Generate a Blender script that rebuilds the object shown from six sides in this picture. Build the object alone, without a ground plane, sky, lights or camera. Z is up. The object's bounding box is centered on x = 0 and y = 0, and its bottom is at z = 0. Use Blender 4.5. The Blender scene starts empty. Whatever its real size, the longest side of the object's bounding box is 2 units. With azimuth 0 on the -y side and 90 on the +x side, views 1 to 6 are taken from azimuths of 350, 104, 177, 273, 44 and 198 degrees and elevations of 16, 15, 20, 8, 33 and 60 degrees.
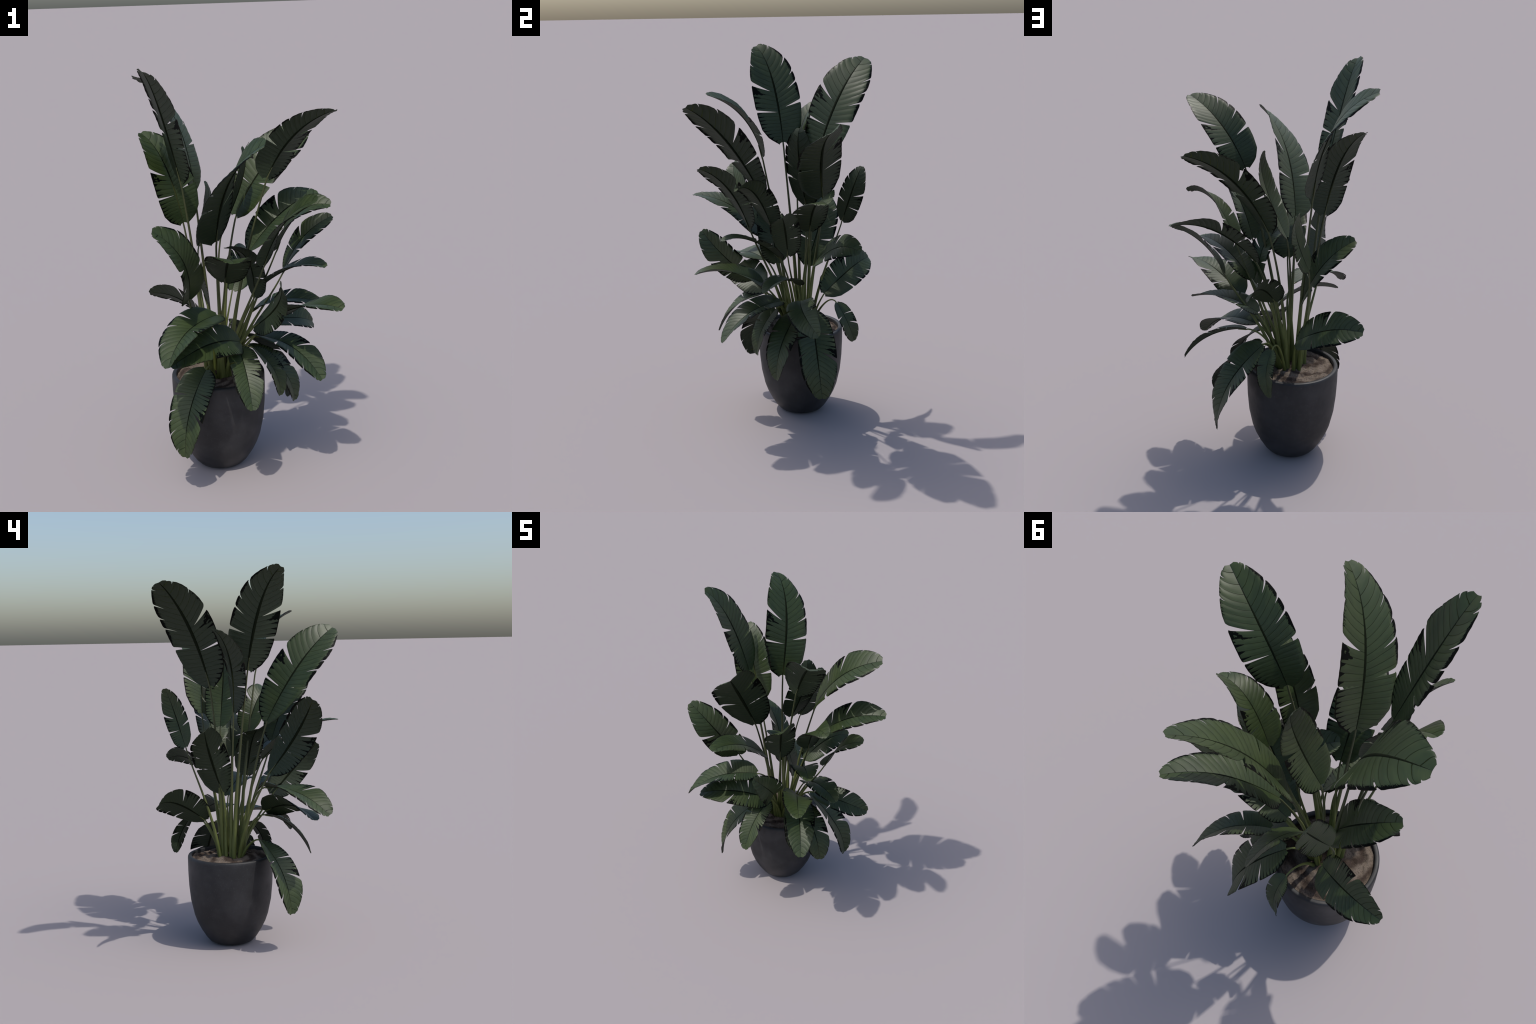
"""Potted broad-leaved plant: a charcoal pot with soil, about thirty long torn
paddle leaves on arching stalks.  Everything is computed from a few profiles
and, for every leaf, the four control points of its midrib."""
import math
import random
import bmesh
import bpy
import numpy as np
from mathutils import Vector

rng = random.Random(7)
scene = bpy.context.scene


# ------------------------------------------------------------ node helpers
class Nodes:
    def __init__(self, name):
        self.mat = bpy.data.materials.new(name)
        self.mat.use_nodes = True
        self.tree = self.mat.node_tree
        self.bsdf = self.tree.nodes["Principled BSDF"]
        self.out = self.tree.nodes["Material Output"]

    def node(self, kind, **inputs):
        n = self.tree.nodes.new("ShaderNode" + kind)
        for k, v in inputs.items():
            self.put(n.inputs[k.replace("_", " ")], v)
        return n

    def put(self, socket, v):
        if isinstance(v, bpy.types.NodeSocket):
            self.tree.links.new(v, socket)
        else:
            socket.default_value = v

    def math(self, op, a, b=0.0, c=0.0, clamp=False):
        n = self.tree.nodes.new("ShaderNodeMath")
        n.operation, n.use_clamp = op, clamp
        for s, v in zip(n.inputs, (a, b, c)):
            self.put(s, v)
        return n.outputs[0]

    def step(self, v, lo, hi, a=0.0, b=1.0):
        n = self.tree.nodes.new("ShaderNodeMapRange")
        n.interpolation_type = "SMOOTHSTEP"
        for s, x in zip(n.inputs, (v, lo, hi, a, b)):
            self.put(s, x)
        return n.outputs[0]

    def mix(self, f, a, b):
        n = self.tree.nodes.new("ShaderNodeMix")
        n.data_type = "RGBA"
        self.put(n.inputs[0], f)
        for s, x in ((n.inputs[6], a), (n.inputs[7], b)):
            self.put(s, (*x, 1.0) if isinstance(x, tuple) else x)
        return n.outputs[2]

    def coords(self, which):
        return self.node("TexCoord").outputs[which]

    def noise(self, vec, scale, detail=4.0, rough=0.55, distort=0.0):
        return self.node("TexNoise", Vector=vec, Scale=scale, Detail=detail, Roughness=rough, Distortion=distort).outputs[0]

    def stretch(self, vec, sx, sy, sz):
        return self.node("Mapping", Vector=vec, Scale=(sx, sy, sz)).outputs[0]

    def xyz(self, vec):
        return self.node("SeparateXYZ", Vector=vec).outputs


def blade_material():
    """Generated coordinates of the flat blade: x across (0.5 = midrib), y along the veins, z under / upper side."""
    m = Nodes("leaf_blade")
    gen = m.coords("Generated")
    x, y, z = m.xyz(gen)
    shift = m.math("MULTIPLY", m.node("ObjectInfo").outputs["Random"], 37.0)
    comb = m.node("CombineXYZ", X=m.math("MULTIPLY", x, 2.0), Y=m.math("MULTIPLY", y, 5.0), Z=shift).outputs[0]
    across = m.math("MULTIPLY_ADD", x, 2.0, -1.0)
    side = m.math("GREATER_THAN", across, 0.0)          # 1 on the right half
    t = m.math("ABSOLUTE", across)
    left = m.math("SUBTRACT", 1.0, side)
    # side veins: closer together towards the base, the halves out of step
    y2 = m.math("MULTIPLY", y, y)
    count = m.math("ADD", m.math("SUBTRACT", m.math("MULTIPLY", y, VEIN_A), m.math("MULTIPLY", y2, VEIN_B)), m.math("MULTIPLY", side, 0.45))
    wob = m.math("MULTIPLY_ADD", m.noise(comb, 3.0, 2.0), 0.16, -0.08)
    count = m.math("ADD", count, wob)
    ph = m.math("FRACT", count)
    off = m.math("ABSOLUTE", m.math("SUBTRACT", ph, 0.5))   # 0.5 on a vein
    cell = m.math("FLOOR", count)
    cr = m.node("TexWhiteNoise")
    cr.noise_dimensions = "2D"
    m.put(cr.inputs["Vector"], m.node("CombineXYZ", X=cell, Y=m.math("ADD", shift, side)).outputs[0])
    pick = cr.outputs["Value"]
    vw = m.math("MULTIPLY_ADD", t, -0.02, 0.05)
    vein = m.math("MULTIPLY", m.step(off, m.math("SUBTRACT", 0.5, vw), 0.497), m.step(t, 1.0, 0.8, 0.35, 1.0))
    half_off = m.math("ABSOLUTE", m.math("SUBTRACT", m.math("FRACT", m.math("MULTIPLY", count, 4.0)), 0.5))
    faint = m.math("MULTIPLY", m.step(half_off, 0.44, 0.5), m.step(m.noise(m.stretch(comb, 2.0, 9.0, 1.0), 3.0, 2.0), 0.45, 0.65, 0.0, 0.45))
    fine = m.noise(m.stretch(comb, 0.6, 26.0, 1.0), 3.0, 3.0)
    # shrivelled black margin: teeth between the veins, strong on the lower left, thin on the upper right
    ragged = m.noise(m.stretch(comb, 3.0, 7.0, 1.0), 4.0, 5.0, 0.65)
    edge = m.math("SUBTRACT", 1.0, t)
    low = m.step(y, 0.50, 0.47)
    tooth = m.math("POWER", m.step(ph, m.math("MULTIPLY_ADD", pick, 0.25, 0.40), 1.0), 1.2)
    reach_l = m.math("MULTIPLY", low, m.math("ADD", m.math("MULTIPLY", tooth, m.math("MULTIPLY_ADD", pick, 0.26, 0.16)), 0.035))
    base_zone = m.step(y, 0.13, 0.02, 0.0, 0.28)
    reach_l = m.math("ADD", reach_l, m.math("MULTIPLY", base_zone, ragged))
    blotch = m.math("MULTIPLY", m.step(y, 0.405, 0.42), m.step(y, 0.478, 0.462))
    reach_l = m.math("ADD", reach_l, m.math("MULTIPLY", blotch, m.math("MULTIPLY", m.step(m.noise(m.stretch(comb, 2.0, 3.0, 1.0), 3.0, 2.0), 0.36, 0.52), 0.33)))
    upper_l = m.math("MULTIPLY", m.step(y, 0.5, 0.55), m.step(y, 0.88, 0.75))
    reach_l = m.math("ADD", reach_l, m.math("MULTIPLY", upper_l, m.step(ragged, 0.42, 0.7, 0.0, 0.16)))
    zone_r = m.math("MULTIPLY", m.step(y, 0.28, 0.42), m.step(y, 0.86, 0.78))
    reach_r = m.math("MULTIPLY", zone_r, m.math("MULTIPLY_ADD", ragged, 0.34, -0.05))
    reach_r = m.math("ADD", reach_r, m.step(y, 0.2, 0.0, 0.0, 0.02))
    reach = m.math("ADD", m.math("MULTIPLY", reach_l, left), m.math("MULTIPLY", reach_r, side))
    rag = m.math("MULTIPLY_ADD", m.noise(m.stretch(comb, 2.0, 12.0, 1.0), 9.0, 3.0), 0.05, -0.025)
    black = m.step(m.math("SUBTRACT", m.math("ADD", reach, rag), edge), -0.008, 0.010)
    rim = m.step(edge, 0.022, 0.008)
    # greens
    top = m.math("GREATER_THAN", z, 0.5)
    patch = m.noise(comb, 1.3, 3.0)
    green = m.mix(m.step(patch, 0.3, 0.7), GREEN_A, GREEN_B)
    green = m.mix(m.step(fine, 0.45, 0.75, 0.0, 0.45), green, GREEN_C)
    green = m.mix(m.math("MULTIPLY", m.step(off, 0.34, 0.5), 0.25), green, GREEN_D)
    under = m.mix(m.step(fine, 0.35, 0.75, 0.0, 0.6), UNDER_A, UNDER_B)
    body = m.mix(top, under, green)
    body = m.mix(m.math("MULTIPLY", faint, m.step(y, 0.15, 0.4, 0.3, 1.0)), body, VEIN)
    col = m.mix(m.math("MULTIPLY", vein, 0.9), body, VEIN)
    mid = m.step(t, 0.035, 0.015)
    col = m.mix(mid, col, VEIN)
    col = m.mix(black, col, BLACK)
    col = m.mix(m.math("MULTIPLY", rim, 0.55), col, RIM)
    m.put(m.bsdf.inputs["Base Color"], col)
    m.put(m.bsdf.inputs["Roughness"], m.mix(top, (0.62, 0.62, 0.62), (LEAF_ROUGH, LEAF_ROUGH, LEAF_ROUGH)))
    m.put(m.bsdf.inputs["Specular IOR Level"], m.math("MULTIPLY", m.math("SUBTRACT", 1.0, m.math("MULTIPLY", m.math("MAXIMUM", black, vein), 0.85)), LEAF_SPEC))
    h = m.math("ADD", m.math("MULTIPLY", vein, -0.7), m.math("MULTIPLY", fine, 0.25))
    bump = m.node("Bump", Strength=0.25, Distance=0.002, Height=h)
    m.put(m.bsdf.inputs["Normal"], bump.outputs[0])
    # light shining through, mostly along the veins
    glow = m.mix(vein, THROUGH_BODY, THROUGH_VEIN)
    tr = m.node("BsdfTranslucent", Color=glow)
    share = m.math("MULTIPLY", m.math("SUBTRACT", 1.0, black), m.math("MULTIPLY_ADD", vein, 0.30, 0.08))
    mixer = m.node("MixShader", Fac=share)
    m.put(mixer.inputs[1], m.bsdf.outputs[0])
    m.put(mixer.inputs[2], tr.outputs[0])
    m.put(m.out.inputs["Surface"], mixer.outputs[0])
    return m.mat


def stalk_material():
    m = Nodes("leaf_stalk")
    obj = m.coords("Object")
    n = m.noise(m.stretch(obj, 30.0, 30.0, 3.0), 2.0, 4.0)
    col = m.mix(m.step(n, 0.3, 0.7), STALK_A, STALK_B)
    z = m.xyz(m.node("NewGeometry").outputs["Position"])[2]
    col = m.mix(m.step(z, 0.62, 1.05), col, STALK_TOP)
    m.put(m.bsdf.inputs["Base Color"], col)
    m.bsdf.inputs["Roughness"].default_value = 0.5
    m.bsdf.inputs["Specular IOR Level"].default_value = 0.35
    m.put(m.bsdf.inputs["Normal"], m.node("Bump", Strength=0.2, Distance=0.002, Height=n).outputs[0])
    return m.mat


def midrib_material():
    m = Nodes("midrib")
    y = m.xyz(m.coords("Generated"))[1]
    m.put(m.bsdf.inputs["Base Color"], m.mix(m.step(y, 0.0, 0.10), (0.045, 0.050, 0.016), MIDRIB))
    m.bsdf.inputs["Roughness"].default_value = 0.7
    m.bsdf.inputs["Specular IOR Level"].default_value = 0.08
    return m.mat


def pot_material():
    m = Nodes("charcoal_fibre_clay")
    obj = m.coords("Object")
    cloud = m.noise(obj, 5.0, 5.0, 0.6)
    grain = m.noise(obj, 160.0, 4.0, 0.7)
    scratch = m.noise(m.stretch(obj, 8.0, 8.0, 60.0), 6.0, 5.0, 0.75, 0.6)
    col = m.mix(m.step(cloud, 0.32, 0.72), POT_A, POT_B)
    col = m.mix(m.step(grain, 0.56, 0.80, 0.0, 0.5), col, POT_C)
    col = m.mix(m.math("MULTIPLY", m.step(scratch, 0.60, 0.74), m.step(cloud, 0.45, 0.7, 0.05, 0.5)), col, POT_C)
    m.put(m.bsdf.inputs["Base Color"], col)
    m.put(m.bsdf.inputs["Roughness"], m.step(cloud, 0.3, 0.7, 0.62, 0.48))
    m.bsdf.inputs["Specular IOR Level"].default_value = 0.45
    h = m.math("ADD", m.math("MULTIPLY", grain, 0.6), m.math("MULTIPLY", scratch, 0.5))
    m.put(m.bsdf.inputs["Normal"], m.node("Bump", Strength=0.18, Distance=0.003, Height=h).outputs[0])
    return m.mat


def soil_material():
    m = Nodes("dry_soil")
    obj = m.coords("Object")
    warp = m.node("MixRGB", Fac=0.10, Color1=obj, Color2=m.node("TexNoise", Vector=obj, Scale=7.0, Detail=3.0).outputs["Color"]).outputs[0]
    rings = m.node("TexWave", Vector=warp, Scale=4.6, Distortion=3.0, Detail=3.0, Detail_Scale=1.6)
    rings.wave_type, rings.rings_direction = "RINGS", "Z"
    big = m.noise(warp, 9.0, 5.0, 0.6)
    grit = m.noise(obj, 190.0, 4.0, 0.75)
    col = m.mix(m.step(m.math("MULTIPLY_ADD", rings.outputs["Fac"], 0.5, m.math("MULTIPLY", big, 0.5)), 0.22, 0.72), SOIL_A, SOIL_B)
    col = m.mix(m.step(grit, 0.50, 0.36, 0.0, 0.7), col, SOIL_DARK)
    col = m.mix(m.step(grit, 0.60, 0.74, 0.0, 0.7), col, SOIL_LIGHT)
    m.put(m.bsdf.inputs["Base Color"], col)
    m.bsdf.inputs["Roughness"].default_value = 0.9
    m.bsdf.inputs["Specular IOR Level"].default_value = 0.2
    h = m.math("ADD", m.math("MULTIPLY", grit, 0.5), big)
    m.put(m.bsdf.inputs["Normal"], m.node("Bump", Strength=0.7, Distance=0.006, Height=h).outputs[0])
    return m.mat


PLEAT = 0.026
# colours (linear base colours)
VEIN_A, VEIN_B = 36.0, 14.5
GREEN_A, GREEN_B, GREEN_C, GREEN_D = (0.020, 0.036, 0.008), (0.034, 0.053, 0.013), (0.050, 0.068, 0.026), (0.010, 0.018, 0.004)
UNDER_A, UNDER_B = (0.015, 0.027, 0.009), (0.026, 0.038, 0.017)
VEIN, BLACK, RIM, MIDRIB = (0.005, 0.009, 0.004), (0.0012, 0.0018, 0.0012), (0.020, 0.014, 0.006), (0.006, 0.009, 0.003)  # MIDRIB is darkened to near-black to paint the shadow in the midrib channel
THROUGH_BODY, THROUGH_VEIN = (0.02, 0.045, 0.01), (0.42, 0.46, 0.14)
LEAF_ROUGH, LEAF_SPEC = 0.50, 0.50
STALK_A, STALK_B, STALK_TOP = (0.085, 0.105, 0.026), (0.135, 0.155, 0.045), (0.060, 0.068, 0.028)
POT_A, POT_B, POT_C = (0.013, 0.013, 0.014), (0.030, 0.030, 0.032), (0.085, 0.085, 0.088)
SOIL_A, SOIL_B, SOIL_DARK, SOIL_LIGHT = (0.045, 0.031, 0.024), (0.16, 0.128, 0.102), (0.02, 0.014, 0.011), (0.34, 0.29, 0.24)


def link(obj, parent=None):
    scene.collection.objects.link(obj)
    obj.parent = parent
    return obj


def mesh_object(name, verts, faces, mat, parent=None, smooth=True, location=(0, 0, 0)):
    me = bpy.data.meshes.new(name)
    me.from_pydata([tuple(v) for v in verts], [], faces)
    me.materials.append(mat)
    me.polygons.foreach_set("use_smooth", [smooth] * len(me.polygons))
    ob = bpy.data.objects.new(name, me)
    ob.location = location
    return link(ob, parent)


# --------------------------------------------------------------- the spine
RINGS = 61


def spine(base, rise, arch, tip):
    """Points and unit tangents of a cubic curve at equal arc lengths, and its length."""
    p = np.array([base, rise, arch, tip], float)
    s = np.linspace(0, 1, 401)[:, None]
    c = (1 - s) ** 3 * p[0] + 3 * (1 - s) ** 2 * s * p[1] + 3 * (1 - s) * s * s * p[2] + s ** 3 * p[3]
    d = 3 * (1 - s) ** 2 * (p[1] - p[0]) + 6 * (1 - s) * s * (p[2] - p[1]) + 3 * s * s * (p[3] - p[2])
    run = np.concatenate([[0], np.cumsum(np.linalg.norm(np.diff(c, axis=0), axis=1))])
    u = np.interp(np.linspace(0, run[-1], RINGS), run, s[:, 0])
    c, d = (np.stack([np.interp(u, s[:, 0], a[:, i]) for i in range(3)], 1) for a in (c, d))
    return c, d / np.linalg.norm(d, axis=1, keepdims=True), run[-1]


def frames(d, roll, count=RINGS):
    """Normals (upper side) and left-hand side vectors carried along the spine, rolled and twisted."""
    n = np.array([0.001, 0.001, 1.001])
    out = []
    for t in d:
        n = n - t * (n @ t)
        n = n / np.linalg.norm(n)
        out.append(n)
    n = np.array(out)
    b = np.cross(n, d)
    v = np.linspace(0, 1, count) - 0.5
    r = (roll[0] + roll[1] * v + roll[2] * (v * v - 0.08))[:, None]
    return n * np.cos(r) + b * np.sin(r), b * np.cos(r) - n * np.sin(r)


# ------------------------------------------------------ the torn leaf blade
# half width along the blade, as a share of the largest
WIDTH_V = [-0.03, 0.0, 0.03, 0.05, 0.13, 0.25, 0.37, 0.50, 0.60, 0.70, 0.75, 0.82, 0.885, 0.95, 0.98, 1.01]
WIDTH_W = [0.12, 0.32, 0.52, 0.62, 0.85, 0.95, 1.00, 1.00, 0.97, 0.92, 0.86, 0.74, 0.60, 0.43, 0.32, 0.12]
# how far the side veins run forward between midrib and margin
SWEEP_S = [0.0, 0.1, 0.2, 0.3, 0.4, 0.5, 0.6, 0.7, 0.8, 0.9, 1.0]
SWEEP_V = [-0.025, 0.0, 0.015, 0.035, 0.09, 0.14, 0.16, 0.15, 0.12, 0.07, 0.005]
# tears: where the torn vein starts on the midrib, how far out the tear begins, how wide it gapes
TEARS = {
    1: [(0.290, 0.08, 0.022), (0.483, 0.22, 0.046), (0.662, 0.76, 0.010), (0.87, 0.64, 0.012), (0.95, 0.80, 0.006)],
    -1: [(0.318, 0.32, 0.034), (0.440, 0.52, 0.020), (0.508, 0.78, 0.018), (0.632, 0.56, 0.020), (0.858, 0.62, 0.014), (0.945, 0.74, 0.012)],
}
OUT = np.linspace(0, 1, 12) ** 0.9


def half_grid(side, wild):
    """Rows of (s, t, v) for one half; rows are doubled at a tear and part beyond its inner end."""
    cuts = [0.0] + [c[0] for c in TEARS[side]] + [1.0]
    patches = []
    for i in range(len(cuts) - 1):
        a, b = cuts[i], cuts[i + 1]
        m = max(3, int(round((b - a) / 0.0105)))
        rows = []
        for j in range(m + 1):
            s = a + (b - a) * j / m
            sweep = np.interp(s, SWEEP_S, SWEEP_V)
            row = []
            for t in OUT:
                v = s + sweep * t ** 1.2
                lift = nip = 0.0
                for k, way in ((i - 1, 1), (i, -1)):
                    if 0 <= k < len(TEARS[side]):
                        c, inner, gape = TEARS[side][k]
                        open_ = max(0.0, (t - inner) / (1 - inner))
                        fade = math.exp(-abs(s - c) / 0.035)
                        v += way * 0.5 * gape * wild["gape"][side, k] * open_ * fade
                        lift += wild["flap"][side, k, way] * open_ * fade
                        nip += 0.03 * math.exp(-abs(s - c) / 0.005) * (t > 0.95)
                row.append((s, t, v, lift, nip))
            rows.append(row)
        patches.append(rows)
    return patches


def vein_phase(s, side):
    return VEIN_A * s - VEIN_B * s * s + 0.45 * (np.asarray(side) < 0)


def build_blade(parent, base, rise, arch, tip, roll, width, fold, curl):
    wild = {"gape": {}, "flap": {}}
    for side in TEARS:
        for k in range(len(TEARS[side])):
            wild["gape"][side, k] = rng.uniform(0.85, 1.15)
            for way in (1, -1):
                wild["flap"][side, k, way] = rng.uniform(-0.006, 0.006)
    c, d, length = spine(base, rise, arch, tip)
    n, b = frames(d, roll)
    grid = np.linspace(0, 1, RINGS)
    hw = 1.04 * width * length
    phase0 = rng.uniform(0, 6.28)

    def at(v):
        """Point, upper normal and left vector of the midrib at v (arrays); runs straight on past both ends."""
        w = np.clip(v, 0.0, 1.0)
        p, q, m, l = (np.stack([np.interp(w, grid, a[:, i]) for i in range(3)], -1) for a in (c, d, n, b))
        return p + q * (np.asarray(v) - w)[..., None] * length, m, l

    cells, index, faces = [], {}, []

    def vert(side, s, t, v, lift, nip):
        key = (round(s, 5), 0.0, 0.0) if t == 0 else (side, round(s, 5), t, round(v, 6))
        if key not in index:
            index[key] = len(cells)
            cells.append((side, s, t, v, lift, nip))
        return index[key]

    for side in (1, -1):
        for rows in half_grid(side, wild):
            ids = [[vert(side, *cell) for cell in row] for row in rows]
            for r in range(len(ids) - 1):
                for k in range(len(OUT) - 1):
                    f = (ids[r][k], ids[r][k + 1], ids[r + 1][k + 1], ids[r + 1][k])
                    faces.append(f if side < 0 else f[::-1])
    side, s, t, v, lift, nip = np.array(cells).T
    p, m, l = at(v)
    w = hw * np.interp(v, WIDTH_V, WIDTH_W) * (1 - nip)
    # cross-section: each half rises from the midrib like a shallow channel, then its outer strip turns down
    mean = fold - curl / 2
    a0 = (mean + np.where(side > 0, 0.02, 0.06))[:, None]
    q = (np.arange(16) + 0.5)[None, :] / 16 * t[:, None]
    ang = a0 - np.where(side > 0, 0.20, 0.55)[:, None] * np.clip((q - 0.78) / 0.22, 0, 1) + 0.10 * np.exp(-q / 0.08)
    o, u = t * np.cos(ang).mean(1), t * np.sin(ang).mean(1)
    f = vein_phase(s, side) % 1.0
    pleat = PLEAT * hw * (np.sin(np.pi * f) - 0.6) * t * (1 - 0.6 * t)
    wave = 0.012 * hw * t * t * np.sin(17 * s + phase0 + side)
    verts = p + l * (side * w * o)[:, None] + m * (w * u + pleat + wave + lift * length * t)[:, None]
    flat = np.stack([-side * t * hw, s * length], -1)
    # vertex normals of the sheet, then an upper and an under skin joined round the edge
    fa = np.array(faces)
    fn = np.cross(verts[fa[:, 2]] - verts[fa[:, 0]], verts[fa[:, 3]] - verts[fa[:, 1]])
    vn = np.zeros_like(verts)
    for i in range(4):
        np.add.at(vn, fa[:, i], fn)
    vn /= np.linalg.norm(vn, axis=1, keepdims=True) + 1e-12
    half = 0.0006
    count = len(verts)
    edges = {}
    for f in faces:
        for i in range(4):
            e = (f[i], f[(i + 1) % 4])
            edges[e] = edges.get(e, 0) + 1
    rim = [e for e in edges if (e[1], e[0]) not in edges]
    all_faces = faces + [tuple(i + count for i in f[::-1]) for f in faces] + [(e[1], e[0], e[0] + count, e[1] + count) for e in rim]
    posed = np.concatenate([verts + vn * half, verts - vn * half]) - c[0]
    lie = np.concatenate([np.c_[flat, np.full(count, half)], np.c_[flat, np.full(count, -half)]])
    me = bpy.data.meshes.new("leaf")
    me.from_pydata(lie.tolist(), [], all_faces)
    me.materials.append(MAT["blade"])
    me.polygons.foreach_set("use_smooth", [True] * (2 * len(faces)) + [False] * len(rim))
    sharp = {tuple(sorted(e)) for e in rim} | {tuple(sorted((e[0] + count, e[1] + count))) for e in rim}
    for e in me.edges:
        e.use_edge_sharp = tuple(sorted(e.vertices)) in sharp
    leaf = bpy.data.objects.new("leaf", me)
    leaf.location = c[0]
    link(leaf, parent)
    # the flat blade is the resting shape (it carries the vein pattern); the grown pose bends it
    leaf.shape_key_add(name="flat_blade")
    key = leaf.shape_key_add(name="grown_pose")
    key.data.foreach_set("co", posed.astype(np.float32).ravel())
    key.value = 1.0
    # midrib
    profile = [(0.0, 0.45), (0.12, 0.6), (0.35, 1.0), (0.55, 1.0), (0.75, 0.6), (1.0, 0.22)]
    v = np.linspace(0.0, 0.985, 40)
    ring, mv, mf = 8, [], []
    for vv, p, m, l in zip(v, *at(v)):
        r = 0.0130 * length * np.interp(vv, [a for a, _ in profile], [a for _, a in profile])
        for k in range(ring):
            a = math.tau * k / ring
            mv.append(p - c[0] + l * math.cos(a) * r + m * (math.sin(a) * r * 0.42 - 0.05 * r))
    tube(mf, len(v), ring)
    mid = mesh_object("midrib", mv, mf, MAT["midrib"], leaf)
    return leaf, c, d, n, length


def tube(faces, rows, ring):
    for i in range(rows - 1):
        for k in range(ring):
            a, b = i * ring + k, i * ring + (k + 1) % ring
            faces.append((a, b, b + ring, a + ring))
    faces.append(tuple(range(ring))[::-1])
    faces.append(tuple((rows - 1) * ring + k for k in range(ring)))


def build_stalk(leaf, root, spine_c, spine_d, spine_n, length):
    """Stalk from the soil to the blade: thick sheathing foot, thin arching neck running out under the midrib."""
    root, end, way = np.array(root, float), spine_c[0], spine_d[0].copy()
    gap = np.linalg.norm(end - root)
    up = np.array([0, 0, 1.0])
    lean = (end - root) / gap
    if way[2] > 0.35:
        way = way * 0.4 + lean * 0.6
        way /= np.linalg.norm(way)
    p1 = root + (up * 0.55 + lean * 0.55) * gap * 0.38
    c, d, _ = spine(root - up * 0.02, p1, end - way * gap * 0.30, end)
    foot, neck = 0.0085 + 0.0055 * min(1.0, length / 0.55), 0.0026 + 0.0030 * length
    v = np.linspace(0, 1, RINGS)
    r = neck + (foot - neck) * (1 - v) ** 1.5
    under = 8
    c = np.concatenate([c[:-1:2], spine_c[:under] - spine_n[:under] * neck * 0.75])
    d = np.concatenate([d[:-1:2], spine_d[:under]])
    r = np.concatenate([r[:-1:2], neck * np.linspace(1.0, 0.25, under)])
    n, b = frames(d, (0, 0, 0), len(d))
    ring, mv, mf = 10, [], []
    for i in range(len(c)):
        for k in range(ring):
            a = math.tau * k / ring
            mv.append(c[i] - end + (b[i] * math.cos(a) + n[i] * math.sin(a)) * r[i])
    tube(mf, len(c), ring)
    return mesh_object("leaf_stalk", mv, mf, MAT["stalk"], leaf)


MAT = {}


def blade(**k):
    return k


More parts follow.
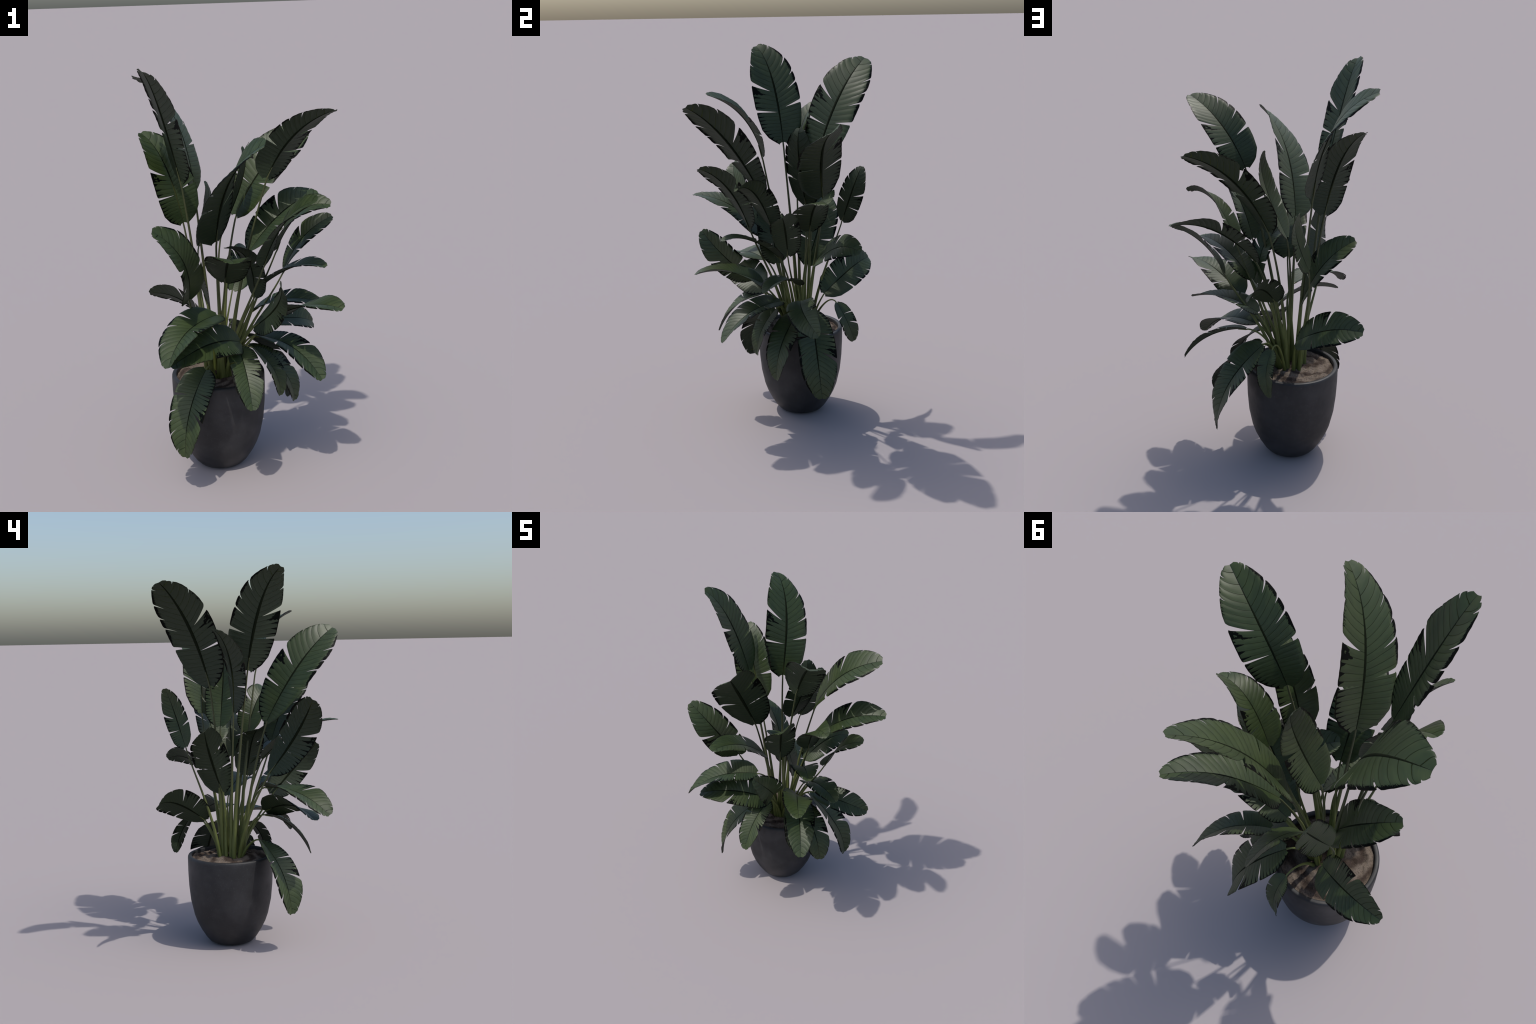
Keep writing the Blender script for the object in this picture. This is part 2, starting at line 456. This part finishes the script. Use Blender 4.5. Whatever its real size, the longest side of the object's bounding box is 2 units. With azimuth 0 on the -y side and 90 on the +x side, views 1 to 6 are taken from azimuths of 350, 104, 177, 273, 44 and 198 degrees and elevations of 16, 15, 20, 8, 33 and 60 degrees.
# every leaf: four control points of its midrib, how it is rolled about it, its breadth and its channel
BLADES = [
    blade(base=(-0.215, 0.204, 1.410), rise=(-0.233, 0.268, 1.692), arch=(-0.308, 0.363, 1.864), tip=(-0.464, 0.419, 1.930),
          roll=(-0.961, -0.376, 0.019), width=0.207, fold=0.20, curl=0.38),
    blade(base=(-0.296, -0.001, 1.490), rise=(-0.360, -0.043, 1.772), arch=(-0.406, -0.108, 1.944), tip=(-0.447, -0.183, 1.996),
          roll=(0.205, -0.256, -0.604), width=0.216, fold=0.28, curl=0.30),
    blade(base=(0.101, -0.025, 1.482), rise=(0.172, -0.050, 1.647), arch=(0.266, -0.111, 1.751), tip=(0.375, -0.218, 1.798),
          roll=(0.694, -0.432, 0.283), width=0.221, fold=0.33, curl=0.26),
    blade(base=(-0.157, -0.094, 1.215), rise=(-0.151, -0.221, 1.466), arch=(-0.095, -0.347, 1.628), tip=(0.018, -0.450, 1.703),
          roll=(-0.883, -0.555, 0.004), width=0.211, fold=0.31, curl=0.28),
    blade(base=(-0.287, 0.076, 1.276), rise=(-0.327, 0.063, 1.500), arch=(-0.378, 0.092, 1.642), tip=(-0.454, 0.153, 1.695),
          roll=(1.301, -0.461, 0.062), width=0.230, fold=0.32, curl=0.27),
    blade(base=(-0.005, 0.270, 1.249), rise=(0.097, 0.272, 1.459), arch=(0.228, 0.305, 1.586), tip=(0.380, 0.391, 1.634),
          roll=(-0.702, -0.360, -0.263), width=0.216, fold=0.30, curl=0.29),
    blade(base=(-0.098, 0.163, 1.185), rise=(0.011, 0.149, 1.406), arch=(0.056, 0.142, 1.544), tip=(0.022, 0.155, 1.605),
          roll=(0.209, -0.005, -0.119), width=0.210, fold=0.31, curl=0.28),
    blade(base=(-0.194, 0.344, 1.084), rise=(-0.123, 0.398, 1.239), arch=(-0.100, 0.433, 1.343), tip=(-0.131, 0.454, 1.392),
          roll=(1.121, -0.025, 0.198), width=0.202, fold=0.24, curl=0.35),
    blade(base=(0.049, 0.210, 1.076), rise=(0.182, 0.249, 1.237), arch=(0.312, 0.300, 1.313), tip=(0.443, 0.373, 1.304),
          roll=(-0.374, -0.414, 0.952), width=0.207, fold=0.34, curl=0.26),
    blade(base=(0.150, 0.030, 1.122), rise=(0.213, -0.012, 1.298), arch=(0.291, -0.054, 1.373), tip=(0.387, -0.079, 1.346),
          roll=(-0.404, -0.753, -0.214), width=0.220, fold=0.34, curl=0.25),
    blade(base=(0.202, 0.127, 0.983), rise=(0.258, 0.133, 1.115), arch=(0.343, 0.139, 1.198), tip=(0.455, 0.157, 1.234),
          roll=(-0.199, -0.869, -0.076), width=0.200, fold=0.30, curl=0.29),
    blade(base=(0.059, -0.112, 1.089), rise=(0.105, -0.160, 1.266), arch=(0.175, -0.223, 1.379), tip=(0.269, -0.307, 1.426),
          roll=(-0.323, -0.685, 0.177), width=0.197, fold=0.31, curl=0.29),
    blade(base=(-0.120, -0.064, 1.006), rise=(-0.128, -0.192, 1.143), arch=(-0.132, -0.328, 1.214), tip=(-0.132, -0.471, 1.214),
          roll=(0.146, -0.376, -0.123), width=0.214, fold=0.26, curl=0.32),
    blade(base=(0.068, 0.057, 0.929), rise=(0.170, -0.034, 1.050), arch=(0.261, -0.109, 1.101), tip=(0.337, -0.175, 1.076),
          roll=(-0.038, -0.201, 0.012), width=0.201, fold=0.32, curl=0.27),
    blade(base=(-0.296, -0.108, 0.954), rise=(-0.287, -0.243, 1.123), arch=(-0.338, -0.310, 1.261), tip=(-0.458, -0.332, 1.343),
          roll=(2.053, -0.724, 0.713), width=0.201, fold=0.32, curl=0.27),
    blade(base=(-0.183, 0.152, 0.834), rise=(-0.228, 0.208, 1.016), arch=(-0.308, 0.228, 1.135), tip=(-0.425, 0.215, 1.187),
          roll=(-1.111, -0.662, -0.352), width=0.209, fold=0.34, curl=0.26),
    blade(base=(0.001, -0.113, 0.790), rise=(0.090, -0.198, 0.883), arch=(0.118, -0.280, 0.975), tip=(0.083, -0.363, 1.064),
          roll=(2.188, -0.406, -0.085), width=0.207, fold=0.34, curl=0.25),
    blade(base=(-0.158, 0.252, 0.677), rise=(-0.247, 0.357, 0.784), arch=(-0.344, 0.425, 0.832), tip=(-0.449, 0.456, 0.816),
          roll=(-0.954, -0.405, 0.027), width=0.228, fold=0.29, curl=0.29),
    blade(base=(-0.046, 0.222, 0.873), rise=(0.010, 0.310, 0.990), arch=(0.054, 0.397, 1.028), tip=(0.088, 0.482, 0.986),
          roll=(-0.795, -0.523, 0.104), width=0.226, fold=0.25, curl=0.33),
    blade(base=(-0.029, 0.343, 0.669), rise=(0.005, 0.395, 0.609), arch=(0.008, 0.426, 0.541), tip=(-0.020, 0.437, 0.465),
          roll=(-0.242, -0.378, -0.032), width=0.218, fold=0.32, curl=0.27),
    blade(base=(-0.167, -0.085, 0.856), rise=(-0.295, -0.211, 0.880), arch=(-0.385, -0.319, 0.845), tip=(-0.429, -0.414, 0.752),
          roll=(-0.033, -0.686, -0.285), width=0.226, fold=0.35, curl=0.24),
    blade(base=(-0.064, -0.073, 0.706), rise=(-0.159, -0.180, 0.779), arch=(-0.277, -0.265, 0.786), tip=(-0.412, -0.338, 0.722),
          roll=(0.567, -0.583, 0.043), width=0.209, fold=0.28, curl=0.31),
    blade(base=(-0.229, -0.055, 0.573), rise=(-0.313, -0.155, 0.488), arch=(-0.361, -0.206, 0.366), tip=(-0.363, -0.216, 0.211),
          roll=(0.051, -0.416, 0.295), width=0.221, fold=0.36, curl=0.24),
    blade(base=(-0.074, -0.078, 0.686), rise=(-0.067, -0.186, 0.666), arch=(-0.057, -0.266, 0.592), tip=(-0.050, -0.320, 0.464),
          roll=(0.070, -0.186, 0.043), width=0.212, fold=0.33, curl=0.26),
    blade(base=(0.039, 0.050, 0.681), rise=(0.159, -0.045, 0.698), arch=(0.243, -0.136, 0.647), tip=(0.308, -0.200, 0.527),
          roll=(-0.044, -0.509, -0.103), width=0.215, fold=0.34, curl=0.26),
    blade(base=(0.020, 0.018, 0.630), rise=(0.098, -0.036, 0.572), arch=(0.135, -0.063, 0.496), tip=(0.131, -0.060, 0.404),
          roll=(-0.079, -0.482, 0.012), width=0.214, fold=0.35, curl=0.24),
    blade(base=(0.015, 0.133, 0.602), rise=(0.154, 0.083, 0.530), arch=(0.226, 0.063, 0.432), tip=(0.228, 0.066, 0.310),
          roll=(-0.129, -0.597, -0.081), width=0.211, fold=0.31, curl=0.28),
    blade(base=(0.012, 0.211, 0.634), rise=(0.168, 0.263, 0.508), arch=(0.242, 0.298, 0.372), tip=(0.232, 0.311, 0.227),
          roll=(0.048, -0.641, -0.372), width=0.203, fold=0.33, curl=0.27),
    blade(base=(0.035, 0.138, 0.780), rise=(0.142, 0.108, 0.852), arch=(0.253, 0.078, 0.868), tip=(0.362, 0.045, 0.828),
          roll=(-0.082, -0.612, -0.003), width=0.211, fold=0.33, curl=0.26),
    blade(base=(0.116, -0.028, 0.801), rise=(0.213, -0.135, 0.892), arch=(0.301, -0.228, 0.930), tip=(0.383, -0.305, 0.910),
          roll=(0.092, -0.906, 0.007), width=0.220, fold=0.32, curl=0.27),
    blade(base=(0.093, 0.172, 0.706), rise=(0.225, 0.189, 0.720), arch=(0.324, 0.237, 0.691), tip=(0.388, 0.321, 0.627),
          roll=(-0.544, -0.672, -0.079), width=0.218, fold=0.33, curl=0.26),
    blade(base=(0.032, 0.029, 0.894), rise=(0.037, 0.013, 1.063), arch=(-0.010, -0.016, 1.155), tip=(-0.110, -0.050, 1.167),
          roll=(1.297, -0.312, -0.256), width=0.235, fold=0.30, curl=0.29),]

POT_X, POT_Y, POT_R, POT_H = -0.1495, 0.1198, 0.232, 0.488


def build_pot(parent):
    outside = [(0.0, 0.002), (0.085, 0.0), (0.105, 0.002), (0.122, 0.010), (0.140, 0.030), (0.1673, 0.0733), (0.188, 0.115), (0.2027, 0.156), (0.2204, 0.238),
               (0.2285, 0.320), (0.2318, 0.401), (0.232, 0.470), (0.2312, 0.480), (0.2285, 0.4865), (0.2245, 0.488),
               (0.2135, 0.488), (0.2105, 0.4865), (0.2090, 0.482), (0.2085, 0.44), (0.2075, 0.40), (0.0, 0.40)]
    turn, mv, mf = 128, [], []
    for r, z in outside:
        for k in range(turn):
            a = math.tau * k / turn
            mv.append((r * math.cos(a), r * math.sin(a), z))
    for i in range(len(outside) - 1):
        for k in range(turn):
            a, b = i * turn + k, i * turn + (k + 1) % turn
            mf.append((a, b, b + turn, a + turn))
    pot = mesh_object("pot", mv, mf, MAT["pot"], parent, location=(POT_X, POT_Y, 0))
    bm = bmesh.new()
    bm.from_mesh(pot.data)
    bmesh.ops.remove_doubles(bm, verts=bm.verts, dist=1e-5)
    bmesh.ops.recalc_face_normals(bm, faces=bm.faces)
    bm.to_mesh(pot.data)
    bm.free()
    return pot


def build_soil(parent):
    from mathutils import noise
    rows, turn, mv, mf = 60, 180, [], []
    for i in range(rows + 1):
        r = 0.2088 * i / rows
        for k in range(turn):
            a = math.tau * k / turn
            x, y = r * math.cos(a), r * math.sin(a)
            p = Vector((x * 9, y * 9, 3.1))
            z = 0.472 + 0.010 * math.exp(-(r / 0.12) ** 2) + 0.010 * noise.fractal(p, 0.8, 2.0, 5)
            z += 0.0035 * noise.fractal(p * 7, 0.7, 2.0, 3) + 0.003 * math.sin(r * 150 + 2.0 * noise.noise(p * 0.6))
            mv.append((x, y, z if i < rows else z - 0.004))
    for i in range(rows):
        for k in range(turn):
            a, b = i * turn + k, i * turn + (k + 1) % turn
            mf.append((a, b, b + turn, a + turn) if i else (a, b + turn, a + turn))
    soil = mesh_object("soil", mv, [f for f in mf if len(set(f)) == len(f)], MAT["soil"], parent, location=(POT_X, POT_Y, 0))
    return soil


def main():
    MAT.update(blade=blade_material(), stalk=stalk_material(), midrib=midrib_material(), pot=pot_material(), soil=soil_material())
    plant = bpy.data.objects.new("potted_plant", None)
    plant.location = (POT_X, POT_Y, 0)
    plant["label"] = "tall potted plant with large torn dark green paddle leaves in a charcoal pot"
    plant["category"] = "potted plant"
    link(plant)
    world = plant.location.copy()
    build_pot(plant)
    build_soil(plant)
    for i, k in enumerate(BLADES):
        leaf, c, d, n, length = build_blade(plant, **k)
        out = np.array([c[0][0] - POT_X, c[0][1] - POT_Y])
        far = np.linalg.norm(out)
        turn = math.atan2(out[1], out[0]) + rng.uniform(-0.35, 0.35)
        reach = min(0.075, 0.030 + 0.16 * far) * rng.uniform(0.75, 1.1)
        root = (POT_X + reach * math.cos(turn), POT_Y + reach * math.sin(turn), 0.472)
        build_stalk(leaf, root, c, d, n, length)
    for ob in plant.children:
        ob.location = Vector(ob.location) - world
    bpy.context.view_layer.update()


main()
